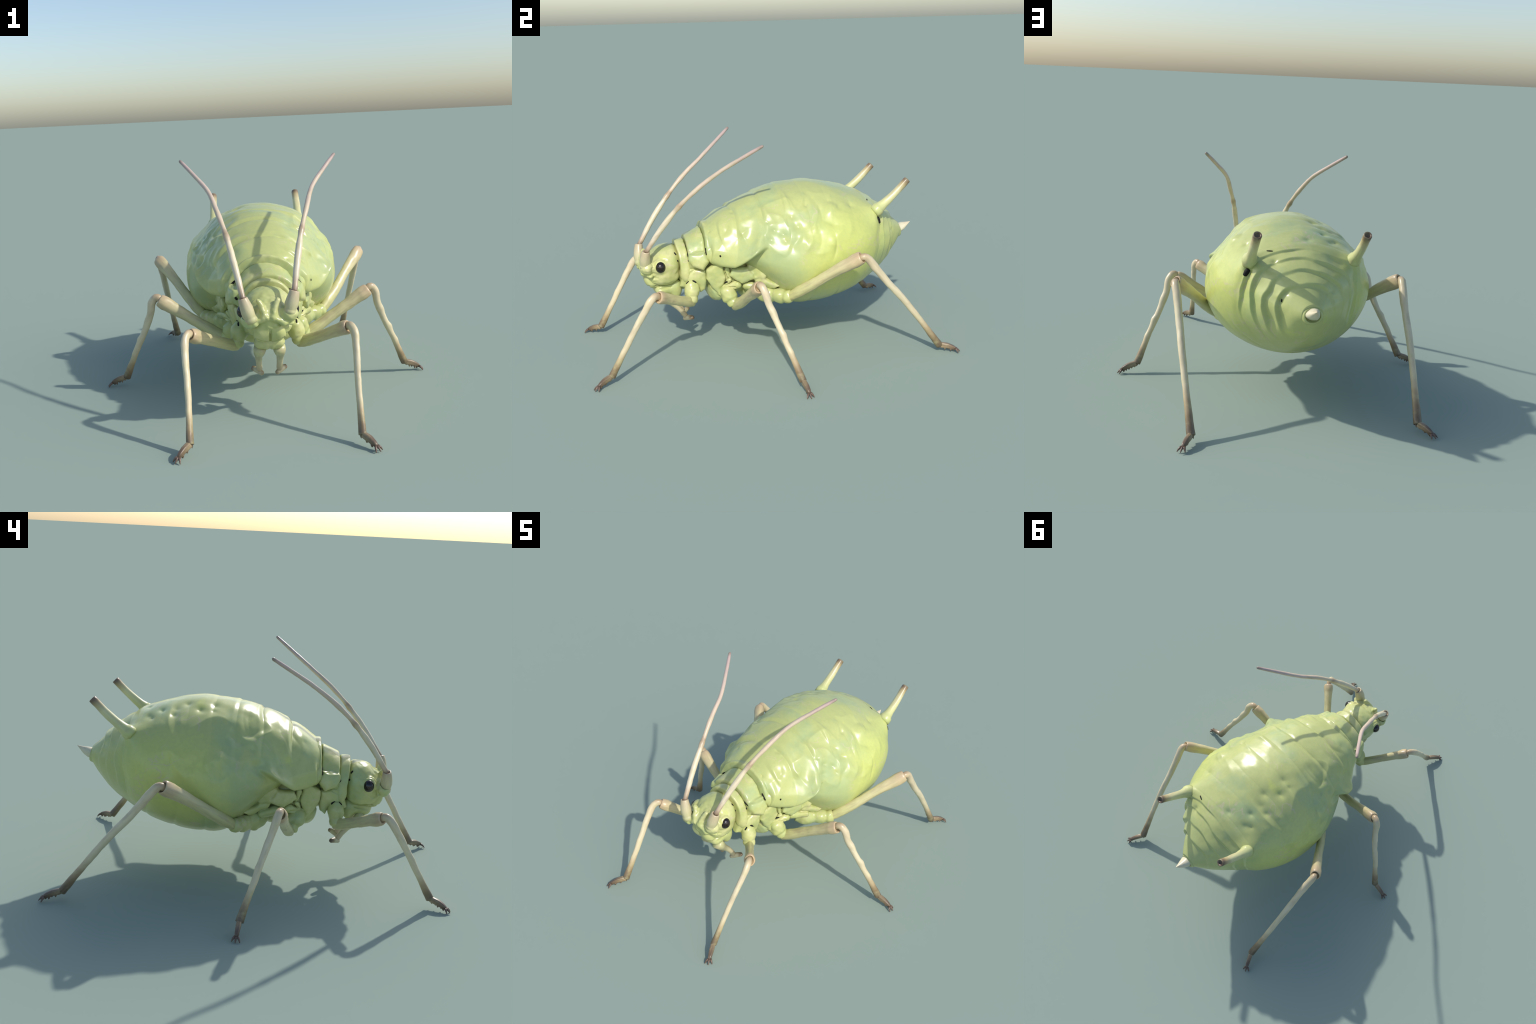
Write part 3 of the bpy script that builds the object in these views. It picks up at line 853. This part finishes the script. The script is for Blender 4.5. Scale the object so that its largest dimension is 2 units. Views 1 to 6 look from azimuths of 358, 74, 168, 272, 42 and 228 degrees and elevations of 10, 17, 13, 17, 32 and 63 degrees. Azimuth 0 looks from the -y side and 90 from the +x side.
LEGS = {
    "front": dict(
        coxa=[(0.118, -0.414, 0.430), (0.135, -0.418, 0.395), (0.148, -0.422, 0.352), (0.158, -0.428, 0.318)],
        coxa_r=[(0, 0.030), (0.2, 0.040), (0.45, 0.043), (0.62, 0.037), (0.66, 0.034), (0.8, 0.035), (0.95, 0.030), (1.0, 0.022)],
        femur=[(0.152, -0.420, 0.322), (0.226, -0.497, 0.364), (0.302, -0.576, 0.412), (0.360, -0.636, 0.449)],
        tibia=[(0.350, -0.624, 0.446), (0.366, -0.648, 0.456), (0.378, -0.674, 0.438), (0.380, -0.715, 0.375), (0.374, -0.769, 0.282), (0.370, -0.845, 0.146), (0.369, -0.903, 0.042)],
        toe=(0.430, -0.998, 0.008), fr=0.0265, tr=0.0156, wavy=0.05),
    "mid": dict(
        coxa=[(0.140, -0.228, 0.388), (0.163, -0.222, 0.362), (0.185, -0.205, 0.325), (0.202, -0.190, 0.292)],
        coxa_r=[(0, 0.030), (0.2, 0.044), (0.45, 0.047), (0.66, 0.040), (0.70, 0.036), (0.85, 0.036), (0.95, 0.031), (1.0, 0.022)],
        femur=[(0.195, -0.190, 0.286), (0.290, -0.169, 0.345), (0.420, -0.152, 0.427), (0.540, -0.136, 0.503)],
        tibia=[(0.522, -0.137, 0.500), (0.550, -0.132, 0.515), (0.573, -0.122, 0.492), (0.592, -0.100, 0.415), (0.639, -0.062, 0.304), (0.681, -0.035, 0.218), (0.718, -0.006, 0.133), (0.754, 0.020, 0.050)],
        toe=(0.860, 0.030, 0.006), fr=0.0285, tr=0.0172, wavy=0.16),
    "hind": dict(
        coxa=[(0.165, -0.050, 0.355), (0.215, 0.000, 0.343), (0.262, 0.045, 0.343), (0.330, 0.102, 0.347)],
        coxa_r=[(0, 0.040), (0.18, 0.050), (0.38, 0.050), (0.5, 0.039), (0.56, 0.041), (0.72, 0.040), (0.80, 0.033), (0.85, 0.035), (0.95, 0.033), (1.0, 0.025)],
        femur=[(0.322, 0.092, 0.350), (0.400, 0.180, 0.425), (0.486, 0.290, 0.521), (0.582, 0.411, 0.616)],
        tibia=[(0.570, 0.397, 0.606), (0.580, 0.420, 0.617), (0.580, 0.443, 0.602), (0.574, 0.486, 0.549), (0.569, 0.562, 0.455), (0.564, 0.645, 0.362), (0.552, 0.769, 0.206), (0.537, 0.897, 0.036)],
        toe=(0.592, 0.998, 0.012), fr=0.0285, tr=0.0178, wavy=0.03),
}
seed = 100
for kind, L in LEGS.items():
    for sd in (1, -1):
        seed += 1
        v, f = tube([V(*q) for q in L["coxa"]], prof_from(L["coxa_r"], 44), seg=32, lump=0.14, lfreq=30, seed=seed)
        LEG = put("leg", v, f, M_BODY, root, side=sd)
        # femur: thickens to a cut cup at the knee
        p = [V(*q) for q in L["femur"]]
        r = L["fr"]
        st = prof_from([(0.0, 0.80 * r), (0.08, 0.96 * r), (0.3, 0.94 * r), (0.58, 0.90 * r), (0.8, 1.05 * r), (0.93, 1.16 * r), (0.97, 1.10 * r)], 60,
                       (dome(0, 0.80 * r, 0.05), [(0.985, 1.02 * r), (0.992, 0.92 * r), (0.985, 0.78 * r), (0.95, 0.70 * r)]))
        ridge = lambda t, a: 1 + 0.05 * np.cos(3 * a + 1.0) - 0.09 * np.exp(-((a - 5.6) / 0.16) ** 2) * (0.08 < t < 0.8) + 0.05 * np.exp(-((a - 4.4) / 0.35) ** 2) * (t > 0.5)
        v, f = tube(p, st, seg=30, shape=ridge, flat=(0.95, 1.10), lump=0.09, lfreq=24, seed=seed + 50)
        put("femur", v, f, M_FEMUR, LEG, frame_along(p[0], p[-1]), side=sd)
        # tibia: hooked at the knee, waisted, flared above the foot
        p = [V(*q) for q in L["tibia"]]
        r = L["tr"]
        C, T, LEN = curve(p)
        wv = L["wavy"]
        wave = lambda t, a, wv=wv: 1 + wv * (0.6 * np.exp(-((t - 0.33) / 0.05) ** 2) + 1.0 * np.exp(-((t - 0.55) / 0.035) ** 2) + 0.5 * np.exp(-((t - 0.72) / 0.04) ** 2)) * np.maximum(0, np.cos(a - 2.6 if False else a - math.pi / 2)) * 2
        st = prof_from([(0, 0.85 * r), (0.04, 1.08 * r), (0.10, 1.14 * r), (0.3, 1.03 * r), (0.6, 0.92 * r), (0.82, 0.93 * r), (0.94, 1.10 * r), (0.985, 1.14 * r)], 80,
                       (dome(0, 0.85 * r, 0.03), [(0.998, 1.16 * r), (1.001, 1.08 * r), (0.998, 0.88 * r), (0.985, 0.78 * r)]))
        v, f = tube(p, st, seg=24, shape=wave, flat=(0.95, 1.16) if kind == 'front' else (1.0, 1.04), lump=0.10, lfreq=26, seed=seed + 90)
        parts = [(v, f)]
        toe = V(*L["toe"])
        ank = p[-1]
        fd = toe - ank
        fl = np.linalg.norm(fd)
        fd /= fl
        out = np.cross(fd, V(0, 0, 1))
        out /= np.linalg.norm(out)
        dn = -(V(0, 0, 1) - fd * fd[2])
        dn /= np.linalg.norm(dn)
        # spurs at the heel
        for o in (-0.4, 0.35):
            s0 = ank - fd * 0.010 + out * 0.016 * o + V(0, 0, 0.004)
            parts.append(cone(s0, s0 + T[-1] * 0.022 + fd * 0.004, 0.0042))
        v, f = merge(parts)
        TIB = put("tibia", v, f, M_TIBIA, LEG, frame_along(p[0], p[-1]), side=sd)
        # tarsus: flattened foot, pegs under the sole, claws at the tip
        a = ank + fd * 0.000 + V(0, 0, 0.002)
        e = ank + fd * (fl - 0.026) + V(0, 0, 0.004)
        mid = (a + e) / 2 + V(0, 0, 0.006)
        v, f = tube([a, mid, e], dome(0.04, 0.0135, 0.04) + [(0.04, 0.0145), (0.2, 0.0165), (0.5, 0.0158), (0.8, 0.0135), (0.95, 0.0105)] + dome(0.96, 0.009, 0.05, False),
                    seg=20, flat=(0.80, 1.0), shape=lambda t, q: 1 - 0.10 * np.cos(4 * q), lump=0.06, lfreq=60, seed=seed + 7)
        parts = [(v, f)]
        for k, t in enumerate((0.16, 0.36, 0.54, 0.72, 0.88)):
            b0 = a + (e - a) * t + dn * 0.006 + out * (0.004 if k % 2 else -0.003)
            parts.append(cone(b0, b0 + dn * (0.0115 + 0.002 * (k % 2)) + fd * 0.005, 0.0062))
        v, f = merge(parts)
        TAR = put("tarsus", v, f, M_TARSUS, LEG, frame_along(a, e), side=sd)
        for k, (o, ln, dz) in enumerate(((0.0, 0.036, 0.010), (1.0, 0.032, 0.014), (-1.0, 0.028, 0.013))):
            b0 = e + out * o * 0.006 - fd * 0.002
            tip = b0 + (fd + out * o * 0.75) / np.linalg.norm(fd + out * o * 0.75) * ln * 0.75 + V(0, 0, -dz)
            tip[2] = max(tip[2], 0.0005)
            v, f = cone(b0, tip, 0.0058, bend=V(0, 0, 0.004), tip=0.4)
            put("claw", v, f, M_CLAW, LEG, frame_along(b0, tip), side=sd)

# ------------------------------------------------------------------ short solid near-black rods half sunk in the surface
from mathutils.bvhtree import BVHTree

DARK_LINES = [  # two or three points along each dark rod, its radius, sides
    ([(0.165, -0.334, 0.628), (0.170, -0.330, 0.590)], 0.0050, (1, -1)),
    ([(0.100, -0.500, 0.600), (0.110, -0.490, 0.585)], 0.0050, (1, -1)),
    ([(0.118, -0.487, 0.560), (0.122, -0.484, 0.550)], 0.0045, (1, -1)),
    ([(0.100, -0.440, 0.640), (0.120, -0.432, 0.615), (0.140, -0.428, 0.580)], 0.0035, (1,)),
    ([(0.150, -0.430, 0.565), (0.152, -0.428, 0.552)], 0.0055, (1, -1)),
    ([(0.122, -0.446, 0.424), (0.130, -0.430, 0.440)], 0.0045, (1, -1)),
    ([(0.134, -0.412, 0.444), (0.140, -0.392, 0.428)], 0.0060, (1, -1)),
    ([(0.180, -0.238, 0.420), (0.182, -0.222, 0.432)], 0.0055, (1, -1)),
    ([(0.205, -0.160, 0.414), (0.212, -0.152, 0.395)], 0.0045, (1, -1)),
    ([(0.222, -0.268, 0.600), (0.224, -0.266, 0.588)], 0.0050, (1,)),
    ([(0.273, 0.637, 0.738), (0.276, 0.634, 0.715), (0.276, 0.634, 0.700)], 0.0115, (1,)),
    ([(0.178, 0.606, 0.815), (0.160, 0.622, 0.818)], 0.0035, (1,)),
    ([(0.135, 0.776, 0.630), (0.136, 0.776, 0.615)], 0.0050, (1,)),
]
bv, bf = [], []
for ob in list(bpy.data.objects):
    if ob.type == "MESH" and ob.name.split(".")[0] in ("abdomen", "thorax", "neck_collar", "pronotum", "thorax_ring", "prothorax_side", "head", "leg"):
        o = len(bv)
        W = WORLD[ob.name]
        bv += [W @ q.co for q in ob.data.vertices]
        bf += [[o + k for k in q.vertices] for q in ob.data.polygons]
tree = BVHTree.FromPolygons(bv, bf)
parts = []
for pts, r, sides in DARK_LINES:
    for sd in sides:
        P = []
        for q in pts:
            out = Vector((sd, -0.15 if q[1] < 0.3 else 0.35, 0.15))
            hit = tree.ray_cast(Vector((q[0] * sd, q[1], q[2])) + out * 0.08, -out.normalized(), 0.3)
            loc = hit[0] if hit[0] is not None else tree.find_nearest(Vector((q[0] * sd, q[1], q[2])))[0]
            P.append(np.array(loc) - np.array(out.normalized()) * r * 0.45)
        parts.append(tube(P, dome(0.18, r, 0.18) + [(0.2, r), (0.5, r * 1.15), (0.8, r)] + dome(0.82, r, 0.18, False), seg=12))
v, f = merge(parts)
DARK_RODS = put("dark_rods", v, f, M_DARK, THX)
DARK_RODS["kind"] = "stuff"

bpy.context.view_layer.update()
